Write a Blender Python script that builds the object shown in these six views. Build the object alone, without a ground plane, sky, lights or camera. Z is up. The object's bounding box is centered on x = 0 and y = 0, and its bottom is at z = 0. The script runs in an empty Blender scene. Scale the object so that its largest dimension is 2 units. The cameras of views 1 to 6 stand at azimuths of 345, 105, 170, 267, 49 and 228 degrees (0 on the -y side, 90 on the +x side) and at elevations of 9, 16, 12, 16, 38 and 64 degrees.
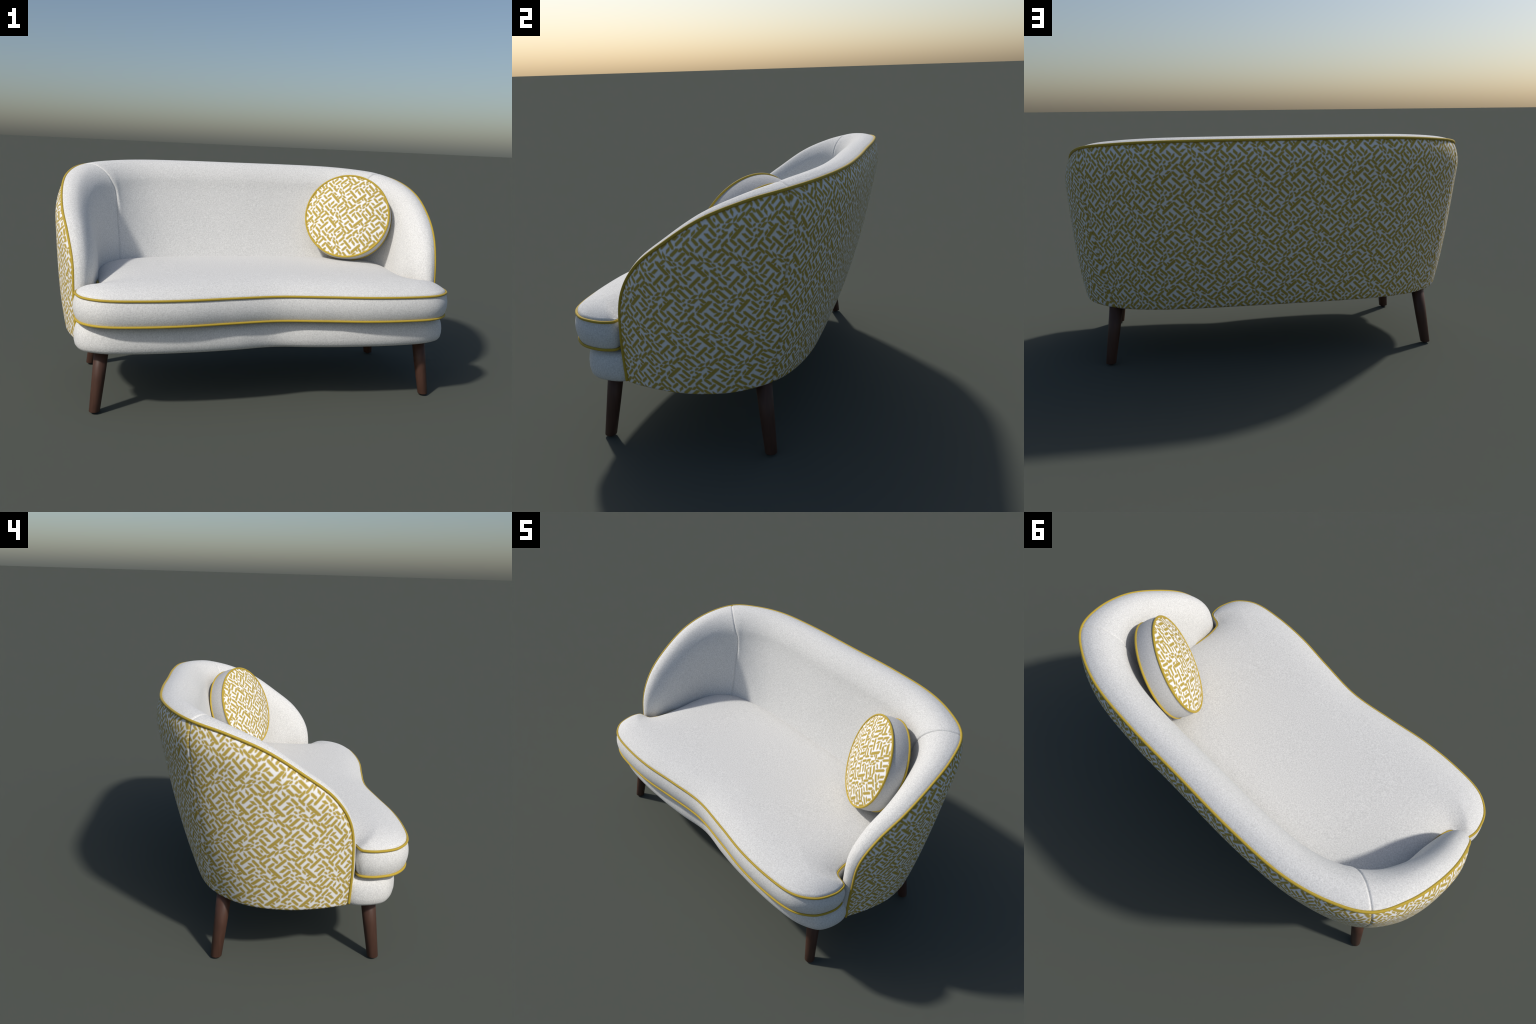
import bpy, math
import numpy as np

# ------------------------------------------------------------------ helpers
def spline(keys, t):
    """Catmull-Rom curve through keys, t in 0..1 (array)."""
    K = np.asarray(keys, float)
    if K.ndim == 1:
        K = K[:, None]
    n = len(K) - 1
    Kp = np.vstack([2 * K[0] - K[1], K, 2 * K[-1] - K[-2]])
    x = np.clip(np.asarray(t, float) * n, 0, n - 1e-9)
    i = x.astype(int)
    f = (x - i)[:, None]
    a, b, c, d = Kp[i], Kp[i + 1], Kp[i + 2], Kp[i + 3]
    return .5 * (2 * b + (c - a) * f + (2 * a - 5 * b + 4 * c - d) * f ** 2
                 + (3 * b - a - 3 * c + d) * f ** 3)


def spline_half(keys, t):
    """Catmull-Rom whose last key lies on the mirror plane x = 0."""
    K = np.asarray(keys, float)
    M = K[-2] * np.array([-1, 1, 1][:K.shape[1]])
    n = len(K) - 1
    Kp = np.vstack([2 * K[0] - K[1], K, M])
    x = np.clip(np.asarray(t, float) * n, 0, n - 1e-9)
    i = x.astype(int)
    f = (x - i)[:, None]
    a, b, c, d = Kp[i], Kp[i + 1], Kp[i + 2], Kp[i + 3]
    return .5 * (2 * b + (c - a) * f + (2 * a - 5 * b + 4 * c - d) * f ** 2
                 + (3 * b - a - 3 * c + d) * f ** 3)


def unit(v):
    return v / (np.linalg.norm(v, axis=-1, keepdims=True) + 1e-12)


def smooth_poly(pts, n, closed=True, tension_pts=None):
    """Evenly spaced points along a closed Catmull-Rom loop."""
    P = np.asarray(pts, float)
    m = len(P)
    out = []
    for i in range(m):
        a, b, c, d = P[i - 1], P[i], P[(i + 1) % m], P[(i + 2) % m]
        f = np.linspace(0, 1, 24, endpoint=False)[:, None]
        # centripetal-like damping through the shorter neighbour
        l0, l1, l2 = (np.linalg.norm(x) + 1e-9 for x in (b - a, c - b, d - c))
        t1 = (c - a) / (l0 + l1) * l1
        t2 = (d - b) / (l1 + l2) * l1
        h = (2 * f ** 3 - 3 * f ** 2 + 1) * b + (f ** 3 - 2 * f ** 2 + f) * t1 \
            + (-2 * f ** 3 + 3 * f ** 2) * c + (f ** 3 - f ** 2) * t2
        out.append(h)
    Q = np.vstack(out)
    L = np.r_[0, np.cumsum(np.linalg.norm(np.diff(np.vstack([Q, Q[:1]]), axis=0), axis=1))]
    Qc = np.vstack([Q, Q[:1]])
    s = np.linspace(0, L[-1], n, endpoint=False)
    return np.stack([np.interp(s, L, Qc[:, k]) for k in range(Q.shape[1])], -1)


def new_object(name, verts, faces, mat, parent, smooth=True):
    me = bpy.data.meshes.new(name)
    me.from_pydata([tuple(map(float, v)) for v in verts], [], faces)
    me.update()
    if smooth:
        me.polygons.foreach_set('use_smooth', [True] * len(me.polygons))
    ob = bpy.data.objects.new(name, me)
    bpy.context.scene.collection.objects.link(ob)
    if mat:
        me.materials.append(mat)
    if parent:
        ob.parent = parent
    return ob


def grid_faces(rows, cols, close_cols=False, close_rows=False, flip=False):
    F = []
    for r in range(rows if close_rows else rows - 1):
        for c in range(cols if close_cols else cols - 1):
            a = r * cols + c
            b = r * cols + (c + 1) % cols
            d = ((r + 1) % rows) * cols + c
            e = ((r + 1) % rows) * cols + (c + 1) % cols
            F.append((a, d, e, b) if flip else (a, b, e, d))
    return F


def grid_object(name, G, mat, parent, close_cols=False, flip=False):
    r, c = G.shape[:2]
    return new_object(name, G.reshape(-1, 3), grid_faces(r, c, close_cols, False, flip), mat, parent)


def tube(name, path, radius, mat, parent, closed=False, sides=12):
    """Round cord swept along a path, with rounded ends if open."""
    P = np.asarray(path, float)
    if closed:
        T = unit(np.roll(P, -1, 0) - np.roll(P, 1, 0))
    else:
        T = unit(np.gradient(P, axis=0))
    N = np.zeros_like(P)
    v = np.array([0.0, 0, 1]) if abs(T[0][2]) < .9 else np.array([0.0, 1, 0])
    for i in range(len(P)):
        v = v - T[i] * (v @ T[i])
        v /= np.linalg.norm(v)
        N[i] = v
    B = np.cross(T, N)
    a = np.linspace(0, 2 * np.pi, sides, endpoint=False)
    R = np.full(len(P), radius)
    G = P[:, None] + R[:, None, None] * (np.cos(a)[None, :, None] * N[:, None] + np.sin(a)[None, :, None] * B[:, None])
    F = grid_faces(len(P), sides, True, closed)
    if not closed:
        F.append(tuple(range(sides))[::-1])
        F.append(tuple((len(P) - 1) * sides + k for k in range(sides)))
    return new_object(name, G.reshape(-1, 3), F, mat, parent)


# ---------------------------------------------------------------- materials
def base_material(name, rough=.9):
    m = bpy.data.materials.new(name)
    m.use_nodes = True
    nt = m.node_tree
    nt.nodes.clear()
    out = nt.nodes.new('ShaderNodeOutputMaterial')
    b = nt.nodes.new('ShaderNodeBsdfPrincipled')
    b.inputs['Roughness'].default_value = rough
    b.inputs['Specular IOR Level'].default_value = .25
    nt.links.new(b.outputs[0], out.inputs[0])
    return m, nt, b


def weave_grain(nt, b, color_socket, co, strength=.06, bump=.12):
    """Fine mottled cloth grain multiplied on a colour, with a light bump."""
    n1 = nt.nodes.new('ShaderNodeTexNoise')
    n1.inputs['Scale'].default_value = 170
    n1.inputs['Detail'].default_value = 3
    n2 = nt.nodes.new('ShaderNodeTexNoise')
    n2.inputs['Scale'].default_value = 420
    n2.inputs['Detail'].default_value = 2
    for n in (n1, n2):
        nt.links.new(co, n.inputs['Vector'])
    add = nt.nodes.new('ShaderNodeMath')
    add.operation = 'MULTIPLY_ADD'
    add.inputs[1].default_value = .6
    nt.links.new(n2.outputs[0], add.inputs[0])
    nt.links.new(n1.outputs[0], add.inputs[2])
    mr = nt.nodes.new('ShaderNodeMapRange')
    mr.inputs['From Min'].default_value = .5
    mr.inputs['From Max'].default_value = 1.1
    mr.inputs['To Min'].default_value = 1 - strength
    mr.inputs['To Max'].default_value = 1 + strength
    nt.links.new(add.outputs[0], mr.inputs['Value'])
    mul = nt.nodes.new('ShaderNodeVectorMath')
    mul.operation = 'SCALE'
    nt.links.new(color_socket, mul.inputs[0])
    nt.links.new(mr.outputs[0], mul.inputs['Scale'])
    nt.links.new(mul.outputs[0], b.inputs['Base Color'])
    bp = nt.nodes.new('ShaderNodeBump')
    bp.inputs['Strength'].default_value = bump
    bp.inputs['Distance'].default_value = .002
    nt.links.new(add.outputs[0], bp.inputs['Height'])
    nt.links.new(bp.outputs[0], b.inputs['Normal'])


def rgb(nt, c):
    n = nt.nodes.new('ShaderNodeRGB')
    n.outputs[0].default_value = (*c, 1)
    return n.outputs[0]


def cloth_material(name, color, strength=.06, bump=.12, rough=.9):
    m, nt, b = base_material(name, rough)
    tc = nt.nodes.new('ShaderNodeTexCoord')
    weave_grain(nt, b, rgb(nt, color), tc.outputs['Object'], strength, bump)
    b.inputs['Sheen Weight'].default_value = .08
    return m


# printed motif: short strokes on a square repeat, the second half of the
# repeat is the same motif flipped.  (centre p, centre q, half extents,
# slant +1 '/' or -1 '\', half width), unit = one half repeat
MOTIF = [
    (0.327, -0.133, 0.161, 0.156, 1, 0.044), (0.0, 0.0, 0.169, 0.194, -1, 0.050), (0.258, 0.133, 0.09, 0.091, 1, 0.042),
    (0.389, 0.266, 0.111, 0.106, 1, 0.04), (0.5, 0.371, 0.108, 0.094, 1, 0.04), (0.634, 0.152, 0.116, 0.114, 1, 0.04),
    (0.674, -0.007, 0.098, 0.053, 1, 0.036), (0.432, 0.033, 0.093, 0.088, -1, 0.04), (0.52, -0.123, 0.095, 0.05, -1, 0.036),
    (0.56, -0.306, 0.108, 0.117, -1, 0.044), (0.284, -0.431, 0.111, 0.106, -1, 0.042), (0.661, -0.468, 0.124, 0.15, -1, 0.046),
    (0.711, -0.585, 0.045, 0.035, -1, 0.029), (0.478, -0.486, 0.053, 0.065, -1, 0.036), (0.071, 0.373, 0.093, 0.1, -1, 0.042),
    (0.275, 0.371, 0.111, 0.094, -1, 0.038), (0.004, -0.325, 0.108, 0.103, 1, 0.042), (0.103, -0.209, 0.066, 0.097, 1, 0.042),
    (0.216, -0.306, 0.056, 0.094, -1, 0.042), (-0.225, -0.269, 0.127, 0.153, 1, 0.044), (-0.163, 0.033, 0.063, 0.112, 1, 0.04),
    (-0.057, 0.056, 0.042, 0.047, 1, 0.029), (0.048, 0.187, 0.079, 0.05, -1, 0.033), (-0.154, 0.25, 0.066, 0.106, -1, 0.04),
    (-0.276, 0.244, 0.056, 0.094, -1, 0.038), (-0.145, -0.623, 0.042, 0.047, -1, 0.031), (-0.02, -0.608, 0.045, 0.044, 1, 0.031),
    (-0.04, -0.48, 0.042, 0.05, -1, 0.031), (-0.162, -0.468, 0.042, 0.044, -1, 0.029), (0.115, -0.507, 0.04, 0.038, -1, 0.031),
]
FLIP_SUM = .067


def motif_group():
    g = bpy.data.node_groups.new('printed_strokes', 'ShaderNodeTree')
    g.interface.new_socket('Vector', in_out='INPUT', socket_type='NodeSocketVector')
    g.interface.new_socket('Distance', in_out='OUTPUT', socket_type='NodeSocketFloat')
    gi = g.nodes.new('NodeGroupInput')
    go = g.nodes.new('NodeGroupOutput')
    L = g.links.new

    def vm(op, a, b=None, c=None):
        n = g.nodes.new('ShaderNodeVectorMath')
        n.operation = op
        for k, v in enumerate((a, b, c)):
            if v is None:
                continue
            if isinstance(v, tuple):
                n.inputs[k].default_value = v
            else:
                L(v, n.inputs[k])
        return n.outputs['Value'] if op == 'DOT_PRODUCT' else n.outputs[0]

    def mt(op, a, b=None):
        n = g.nodes.new('ShaderNodeMath')
        n.operation = op
        for k, v in enumerate((a, b)):
            if v is None:
                continue
            if isinstance(v, (int, float)):
                n.inputs[k].default_value = v
            else:
                L(v, n.inputs[k])
        return n.outputs[0]
    result = None
    for (px, py, hx, hy, s, w) in MOTIF:
        v = vm('SUBTRACT', gi.outputs[0], (px, py, 0))
        v = vm('WRAP', v, (1, .5, .5), (-1, -.5, -.5))
        a = vm('SUBTRACT', vm('ABSOLUTE', v), (hx, hy, 0))
        sp = g.nodes.new('ShaderNodeSeparateXYZ')
        L(a, sp.inputs[0])
        d = mt('MAXIMUM', sp.outputs[0], sp.outputs[1])
        k = .7071
        ac = mt('SUBTRACT', mt('ABSOLUTE', vm('DOT_PRODUCT', v, (k, k * s, 0))), w)
        d = mt('MAXIMUM', d, ac)
        result = d if result is None else mt('MINIMUM', result, d)
    L(result, go.inputs[0])
    return g


STROKES = None


def print_material(name, white, gold, p_of, q_of):
    """p_of / q_of: (axis, origin, unit length, bend start, bend amount)"""
    global STROKES
    if STROKES is None:
        STROKES = motif_group()
    m, nt, b = base_material(name, .85)
    L = nt.links.new
    tc = nt.nodes.new('ShaderNodeTexCoord')
    sp = nt.nodes.new('ShaderNodeSeparateXYZ')
    L(tc.outputs['Object'], sp.inputs[0])

    def mt(op, a, b_=None, c=None):
        n = nt.nodes.new('ShaderNodeMath')
        n.operation = op
        for k, v in enumerate((a, b_, c)):
            if v is None:
                continue
            if isinstance(v, (int, float)):
                n.inputs[k].default_value = v
            else:
                L(v, n.inputs[k])
        return n.outputs[0]

    def coord(axis, origin, length, start=None, amount=0.0):
        c = sp.outputs[axis]
        if start is not None:      # unroll the rounded corner: s = c + k*(|c|-start)^2
            over = mt('MAXIMUM', mt('SUBTRACT', mt('ABSOLUTE', c), start), 0.0)
            extra = mt('MULTIPLY', mt('MULTIPLY', over, over), amount)
            c = mt('ADD', c, mt('MULTIPLY', extra, mt('SIGN', c)))
        return mt('DIVIDE', mt('SUBTRACT', c, origin), length)
    p, q = coord(*p_of), coord(*q_of)
    va = nt.nodes.new('ShaderNodeCombineXYZ')
    L(p, va.inputs[0]); L(q, va.inputs[1])
    vb = nt.nodes.new('ShaderNodeCombineXYZ')
    L(mt('SUBTRACT', p, 1.0), vb.inputs[0]); L(mt('SUBTRACT', FLIP_SUM, q), vb.inputs[1])
    d = []
    for v in (va, vb):
        gn = nt.nodes.new('ShaderNodeGroup')
        gn.node_tree = STROKES
        L(v.outputs[0], gn.inputs[0])
        d.append(gn.outputs[0])
    dist = mt('MINIMUM', d[0], d[1])
    mr = nt.nodes.new('ShaderNodeMapRange')
    mr.interpolation_type = 'SMOOTHSTEP'
    mr.inputs['From Min'].default_value = -.018
    mr.inputs['From Max'].default_value = .030
    mr.inputs['To Min'].default_value = 1
    mr.inputs['To Max'].default_value = 0
    L(dist, mr.inputs['Value'])
    mix = nt.nodes.new('ShaderNodeMix')
    mix.data_type = 'RGBA'
    L(mr.outputs[0], mix.inputs['Factor'])
    mix.inputs[6].default_value = (*white, 1)
    mix.inputs[7].default_value = (*gold, 1)
    weave_grain(nt, b, mix.outputs[2], tc.outputs['Object'], .03, .08)
    return m


def wood_material():
    m, nt, b = base_material('walnut_wood', .5)
    L = nt.links.new
    tc = nt.nodes.new('ShaderNodeTexCoord')
    mp = nt.nodes.new('ShaderNodeMapping')
    mp.inputs['Scale'].default_value = (45, 45, 5)
    L(tc.outputs['Object'], mp.inputs[0])
    n = nt.nodes.new('ShaderNodeTexNoise')
    n.inputs['Scale'].default_value = 1.6
    n.inputs['Detail'].default_value = 6
    n.inputs['Distortion'].default_value = .6
    L(mp.outputs[0], n.inputs['Vector'])
    r = nt.nodes.new('ShaderNodeValToRGB')
    r.color_ramp.elements[0].position = .3
    r.color_ramp.elements[0].color = (.058, .028, .019, 1)
    r.color_ramp.elements[1].position = .7
    r.color_ramp.elements[1].color = (.080, .039, .027, 1)
    L(n.outputs[0], r.inputs[0])
    L(r.outputs[0], b.inputs['Base Color'])
    return m


GREY = (.67, .667, .650)
WHITE = (.84, .84, .84)
SHELL_WHITE = (.78, .78, .78)  # same white as the pillow print, darkened for occlusion shade on the shell
GOLD = (.46, .325, .035)
PRINT_GOLD = (.43, .315, .060)
grey_cloth = cloth_material('pale_grey_cloth', GREY, .19, .3)
band_cloth = cloth_material('pillow_band_cloth', (.50, .50, .495), .15, .25)  # darker grey than the seat cloth, used on the pillow's side and back
gold_cord = cloth_material('gold_cord', GOLD, .05, .1, .7)
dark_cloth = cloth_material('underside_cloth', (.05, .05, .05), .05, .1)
L0 = .1425
print_back = print_material('printed_cloth_back', SHELL_WHITE, PRINT_GOLD,
                            (0, .078, -.1445, .5, .77), (2, .677, -.137))
print_left = print_material('printed_cloth_left', SHELL_WHITE, PRINT_GOLD,
                            (2, .746, .1375), (1, .037, .142, .12, .9))
print_right = print_material('printed_cloth_right', SHELL_WHITE, PRINT_GOLD,
                             (2, .800, -.1375), (1, .081, .142, .12, .9))
print_pillow = print_material('printed_cloth_pillow', WHITE, PRINT_GOLD,
                              (0, -.068, -L0), (1, .089, L0))
wood = wood_material()
black_plastic = cloth_material('dark_glide', (.02, .02, .02), .02, .05, .6)

# --------------------------------------------------------------- the sofa
sofa = bpy.data.objects.new('loveseat_sofa', None)
bpy.context.scene.collection.objects.link(sofa)
sofa['label'] = 'pale grey curved two-seat sofa with gold piping and printed back'
sofa['category'] = 'sofa'

# welt line that runs over arm and back: left half, arm front -> middle of back
WELT = [(-.897, -.284, .302), (-.909, -.286, .501), (-.915, -.267, .661), (-.938, -.189, .785),
        (-.963, -.061, .884), (-.967, .086, .976), (-.944, .240, 1.037), (-.881, .382, 1.073),
        (-.749, .469, 1.089), (-.559, .527, 1.099), (-.300, .546, 1.102), (0, .546, 1.102)]
# direction into the seat at each welt key
INWARD = [(1, 0, 0), (1, 0, 0), (1, .03, 0), (1, .07, 0), (.995, .06, 0), (.99, -.1, 0),
          (.95, -.30, 0), (.82, -.57, 0), (.44, -.90, 0), (.17, -.985, 0), (.03, -1, 0), (0, -1, 0)]
# lower edge of the outer shell under each welt key
HEM = [(-.896, -.280, .300), (-.905, -.255, .300), (-.919, -.21, .300), (-.936, -.14, .300),
       (-.948, -.03, .300), (-.928, .098, .300), (-.877, .196, .300), (-.786, .284, .300),
       (-.664, .340, .300), (-.483, .375, .300), (-.250, .384, .300), (0, .385, .300)]
SHELL_BULGE = [0, .003, .010, .021, .031, .037, .038, .038, .039, .042, .044, .044]
PAD_WIDTH = [.100, .102, .114, .132, .147, .158, .182, .210, .188, .177, .174, .174]
# inner face just under the seat cushion
INNER_FOOT = [(-.803, -.135, .5), (-.803, -.130, .5), (-.802, -.115, .5), (-.800, -.075, .5), (-.795, -.01, .5),
              (-.778, .065, .5), (-.733, .135, .5), (-.667, .202, .5), (-.57, .24, .5), (-.43, .258, .5),
              (-.25, .262, .5), (0, .262, .5)]
SEAM_T = 7 / 11

near = np.r_[0, np.cumsum(np.linspace(.0004, .003, 10))]
t = np.linspace(0, 1, 301)
t = np.unique(np.r_[t[abs(t - SEAM_T) > near[-1] + .001], SEAM_T + near, SEAM_T - near])
N = len(t)
welt = spline_half(WELT, t)
hem = spline_half(HEM, t)
foot = spline_half(INNER_FOOT, t)
inward = unit(spline_half([(a, b, c) for a, b, c in INWARD], t))
bulge = spline(SHELL_BULGE, t)[:, 0]
width = spline(PAD_WIDTH, t)[:, 0]
tang = unit(np.gradient(welt, t, axis=0))
up = unit(np.cross(inward, tang))
arc = np.r_[0, np.cumsum(np.linalg.norm(np.diff(welt, axis=0), axis=1))]
seam_col = int(np.argmin(abs(t - SEAM_T)))
MIR = np.array([-1, 1, 1])


def grid_normals(G):
    a = np.gradient(G, axis=0)
    b = np.gradient(G, axis=1)
    return unit(np.cross(a, b))


def seam_dent(G, depth, half, sign):
    """press a narrow groove into the grid along the seam column"""
    n = grid_normals(G) * sign
    d = np.linalg.norm(G - G[:, seam_col:seam_col + 1], axis=-1)
    return G - n * (depth * np.exp(-(d / half) ** 2))[..., None]


# --- outer shell
K = np.r_[0, .005, .01, .016, .024, .034, .048, .066, .09, np.linspace(.12, .9, 26)[:-1], np.linspace(.9, 1, 8)]
rows = []
for k in K:
    prof = 1 - (1 - k / .16) ** 2.0 if k < .16 else 1 - ((k - .16) / .84) ** 2.8
    tuck = .008 * np.exp(-k * np.linalg.norm(hem - welt, axis=1) / .007)      # cloth dives under the cord
    rows.append(welt + (hem - welt) * k + inward * (tuck - bulge * prof)[:, None])
for ins, dz in ((.004, -.006), (.012, -.010), (.03, -.012)):
    rows.append(hem + inward * ins + np.array([0, 0, dz]))
shell = np.array(rows)
shell = seam_dent(shell, .005, .004, -1)
nrm = grid_normals(shell)
outward_sign = 1 if (nrm[20, N - 2] @ np.array([0, 1, 0])) > 0 else -1


def split_part(G, name_side, name_back, mats, flip):
    L = G[:, :seam_col + 1]
    R = L * MIR
    B = np.concatenate([G[:, seam_col:], (G[:, seam_col:-1] * MIR)[:, ::-1]], axis=1)
    grid_object(name_side, L, mats[0], sofa, flip=flip)
    grid_object(name_side, R, mats[1], sofa, flip=not flip)
    return grid_object(name_back, B, mats[2], sofa, flip=flip)


split_part(shell, 'side_panel', 'back_panel', (print_left, print_right, print_back), False)

# --- padded inside: rolled edge, then the inner face down behind the cushion
SECTION = [(0, 0), (.09, .009), (.29, .015), (.52, .006), (.75, -.026), (.91, -.075), (1.0, -.150)]
ctrl = [welt + inward * (width * a)[:, None] + up * b for a, b in SECTION]
swell = np.interp(t, [.12, .28, .5, .62], [0, 1, 1, 0])[:, None]       # arms are fuller inside
ctrl[-1] = ctrl[-1] + inward * .014 * swell
ctrl[-2] = ctrl[-2] + inward * .006 * swell
last = ctrl[-1]
ft = foot.copy()
ft[:, 2] = -np.log(np.exp(-45 * ft[:, 2]) + np.exp(-45 * (last[:, 2] - .012))) / 45    # soft minimum
ctrl += [last * .6 + ft * .4 + inward * (np.interp(t, [.1, .3, .5, .6], [.004, .018, .016, 0]) * np.clip((last[:, 2] - ft[:, 2] - .03) / .2, 0, 1))[:, None], ft]
ctrl = np.array(ctrl)                                   # 9 x N x 3
u = np.linspace(0, 1, 61)
pad = spline(ctrl.reshape(len(ctrl), -1), u).reshape(len(u), N, 3)
# relax the inside of the arm so that the cloth runs as one even curve
mask = np.clip((u - .55) / .2, 0, 1)[:, None] * np.clip((SEAM_T - .03 - t) / .1, 0, 1)[None]
mask[-1] = 0
for _ in range(90):
    avg = pad.copy()
    avg[1:-1, 1:-1] = (pad[:-2, 1:-1] + pad[2:, 1:-1] + pad[1:-1, :-2] + pad[1:-1, 2:]) / 4
    avg[1:-1, 0] = avg[1:-1, 1]
    pad = pad + (avg - pad) * (mask * .8)[..., None]
pad = seam_dent(pad, .005, .0042, 1)
split_part(pad, 'inner_arm', 'inner_back', (grey_cloth, grey_cloth, grey_cloth), True)

# --- welt cord along the whole rim
rim = np.concatenate([welt, (welt[:-1] * MIR)[::-1]])
rim_out = np.concatenate([-inward, (-inward[:-1] * MIR)[::-1]])
tube('piping', rim + rim_out * .001, .0062, gold_cord, sofa)

# --- seat cushion
half = [(0, -.507), (-.227, -.531), (-.435, -.559), (-.626, -.562), (-.782, -.540), (-.868, -.478), (-.902, -.390),
        (-.896, -.328), (-.880, -.318), (-.835, -.306), (-.815, -.288), (-.800, -.22), (-.802, -.10), (-.812, .03),
        (-.790, .16), (-.695, .262), (-.49, .315), (-.2, .329)]
pts = half + [(0, .329)] + [(-x, y) for x, y in half[:0:-1]]
NC = 420
out2 = smooth_poly(np.array(pts), NC)
tan2 = unit(np.roll(out2, -1, 0) - np.roll(out2, 1, 0))
nor2 = np.stack([tan2[:, 1], -tan2[:, 0]], -1)
if (nor2[:, None] @ (out2 - out2.mean(0))[..., None]).sum() < 0:
    nor2 = -nor2
ZT, ZB = .543, .428
axis2 = np.stack([np.clip(out2[:, 0], -.62, .62) * .8, np.full(NC, -.30)], -1)
rings = []
for ins in (.20, .05, .02, .008):
    rings.append(np.c_[out2 - nor2 * ins, np.full(NC, ZB - .004)])
for k in np.linspace(0, 1, 13):
    rings.append(np.c_[out2 + nor2 * (-.004 + .015 * math.sin(math.pi * k) ** .8), np.full(NC, ZB + (ZT - ZB) * k)])
for k in np.r_[np.linspace(.012, .2, 10), np.linspace(.23, 1, 22)]:
    xy = out2 * (1 - k) + axis2 * k
    d = np.sqrt(((xy[:, None] - out2[None]) ** 2).sum(-1).min(1))     # distance to the nearest edge
    crown = .057 + .013 * (1 - (xy[:, 0] / .85) ** 2)
    rings.append(np.c_[xy, ZT + .004 * math.exp(-k * 8) + crown * (1 - np.exp(-d / np.interp(xy[:, 1], [-.2, .12], [.062, .044])))])
cush = np.array(rings)
seat = grid_object('seat_cushion', cush, grey_cloth, sofa, close_cols=True, flip=False)
tube('piping', np.c_[out2 + nor2 * .001, np.full(NC, ZT)], .0056, gold_cord, seat, closed=True)
tube('piping', np.c_[out2 + nor2 * .001, np.full(NC, ZB)], .0056, gold_cord, seat, closed=True)

# --- front base rail / seat deck under the cushion
half = [(0, -.487), (-.187, -.512), (-.348, -.527), (-.574, -.532), (-.75, -.517), (-.83, -.490), (-.890, -.446),
        (-.917, -.372), (-.912, -.292), (-.86, -.22), (-.80, -.05), (-.70, .12), (-.5, .2), (-.2, .22)]
pts = half + [(0, .22)] + [(-x, y) for x, y in half[:0:-1]]
NB = 300
ob2 = smooth_poly(np.array(pts), NB)
tb = unit(np.roll(ob2, -1, 0) - np.roll(ob2, 1, 0))
nb = np.stack([tb[:, 1], -tb[:, 0]], -1)
if (nb * (ob2 - ob2.mean(0))).sum() < 0:
    nb = -nb
ax = np.stack([np.clip(ob2[:, 0], -.6, .6) * .8, np.full(NB, -.15)], -1)
prof = [(.050, .286), (.036, .288), (.022, .294), (.013, .307), (.009, .328), (.009, .352), (.012, .372), (.017, .388),
        (.025, .401), (.038, .409), (.07, .412)]
rings = [np.c_[ax, np.full(NB, .286)]]
rings += [np.c_[ob2 - nb * i, np.full(NB, z)] for i, z in prof]
rings += [np.c_[ax, np.full(NB, .412)]]
grid_object('seat_base', np.array(rings), grey_cloth, sofa, close_cols=True, flip=False)

# --- cloth under the shell
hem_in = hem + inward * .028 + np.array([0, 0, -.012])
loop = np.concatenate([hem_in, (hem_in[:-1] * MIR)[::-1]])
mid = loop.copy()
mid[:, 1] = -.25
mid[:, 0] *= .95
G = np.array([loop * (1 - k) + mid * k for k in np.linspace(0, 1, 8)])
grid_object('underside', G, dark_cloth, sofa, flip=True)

# --- legs
def leg(top, foot_pt):
    top, foot_pt = np.array(top), np.array(foot_pt)
    prof = [(0, 0.0), (0, .021), (.004, .0237), (.010, .0247), (.5, .0295), (1, .0335), (1, 0)]
    S = 28
    a = np.linspace(0, 2 * np.pi, S, endpoint=False)
    H = top - foot_pt
    rows = []
    for h, r in prof:
        c = H * h + np.array([0, 0, .006 if h < .02 else 0])
        rows.append(np.c_[c[0] + r * np.cos(a), c[1] + r * np.sin(a), np.full(S, c[2])])
    o = grid_object('leg', np.array(rows), wood, sofa, close_cols=True, flip=False)
    o.location = tuple(foot_pt)
    g = [np.c_[r * np.cos(a), r * np.sin(a), np.full(S, z)] for r, z in ((0, 0), (.013, 0), (.014, .002), (.014, .009), (0, .009))]
    grid_object('glide', np.array(g), black_plastic, o, close_cols=True)
    o.modifiers.clear()
    return o


for s in (-1, 1):
    leg((s * .786, -.386, .300), (s * .819, -.4235, 0))
    leg((s * .781, .240, .300), (s * .823, .2735, 0))

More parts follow.
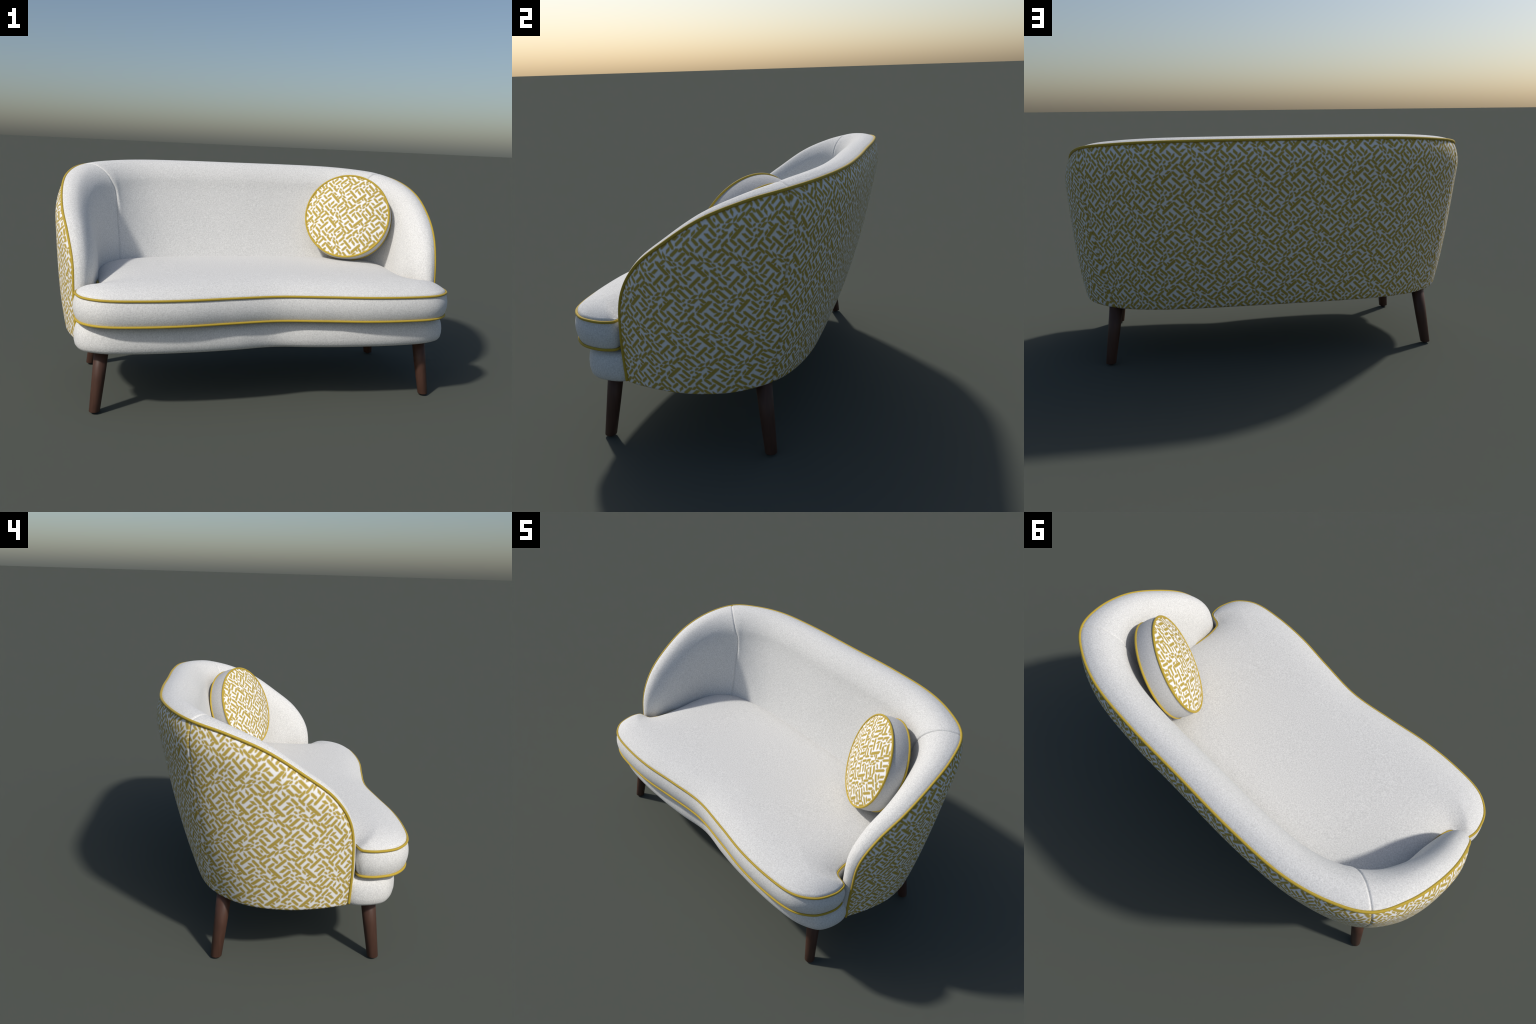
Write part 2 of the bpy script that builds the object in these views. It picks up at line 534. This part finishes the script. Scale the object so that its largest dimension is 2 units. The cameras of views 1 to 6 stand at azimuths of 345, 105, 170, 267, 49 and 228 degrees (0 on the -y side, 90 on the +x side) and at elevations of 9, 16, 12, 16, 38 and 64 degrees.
# ------------------------------------------------------------- the pillow
pillow = bpy.data.objects.new('round_pillow', None)
bpy.context.scene.collection.objects.link(pillow)
pillow['label'] = 'round drum pillow with gold stroke print and gold piping'
pillow['category'] = 'pillow'
nrm_p = unit(np.array([-.52, -.785, .333]))
ap = unit(np.cross(np.array([0, 0, 1.0]), nrm_p))      # to the right seen from the front
bp_ = np.cross(nrm_p, ap)
from mathutils import Matrix, Vector
front_c = np.array([.566, .126, .855])
TH = .089
pillow.matrix_world = Matrix(((ap[0], bp_[0], nrm_p[0], front_c[0]), (ap[1], bp_[1], nrm_p[1], front_c[1]),
                              (ap[2], bp_[2], nrm_p[2], front_c[2]), (0, 0, 0, 1)))
RP, S = .234, 120
a = np.linspace(0, 2 * np.pi, S, endpoint=False)


def disc(name, z0, side, mat, height):
    rows = []
    for f in (1, .985, .965, .94, .9, .85, .78, .7, .6, .5, .4, .3, .2, .1, 0.0):
        h = height * (1 - f ** 3) * (1 - .2 * f ** 2)
        rows.append(np.c_[RP * f * np.cos(a), RP * f * np.sin(a), np.full(S, z0 + side * h)])
    grid_object(name, np.array(rows), mat, pillow, close_cols=True, flip=side < 0)


disc('pillow_face', 0, 1, print_pillow, .038)
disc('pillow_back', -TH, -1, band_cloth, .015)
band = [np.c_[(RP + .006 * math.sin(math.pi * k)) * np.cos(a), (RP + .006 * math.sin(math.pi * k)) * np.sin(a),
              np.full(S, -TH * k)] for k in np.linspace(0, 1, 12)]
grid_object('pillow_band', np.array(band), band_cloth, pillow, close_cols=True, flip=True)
for z in (0, -TH):
    tube('piping', np.c_[RP * np.cos(a), RP * np.sin(a), np.full(S, z)], .0056, gold_cord, pillow, closed=True)

# make every face look outwards where a part is closed
import bmesh
for ob in bpy.data.objects:
    if ob.type == 'MESH' and ob.name.split('.')[0] in ('seat_cushion', 'seat_base', 'piping', 'leg', 'glide'):
        bm = bmesh.new()
        bm.from_mesh(ob.data)
        bmesh.ops.remove_doubles(bm, verts=bm.verts, dist=1e-5)
        bmesh.ops.recalc_face_normals(bm, faces=bm.faces)
        bm.to_mesh(ob.data)
        bm.free()
        ob.data.update()
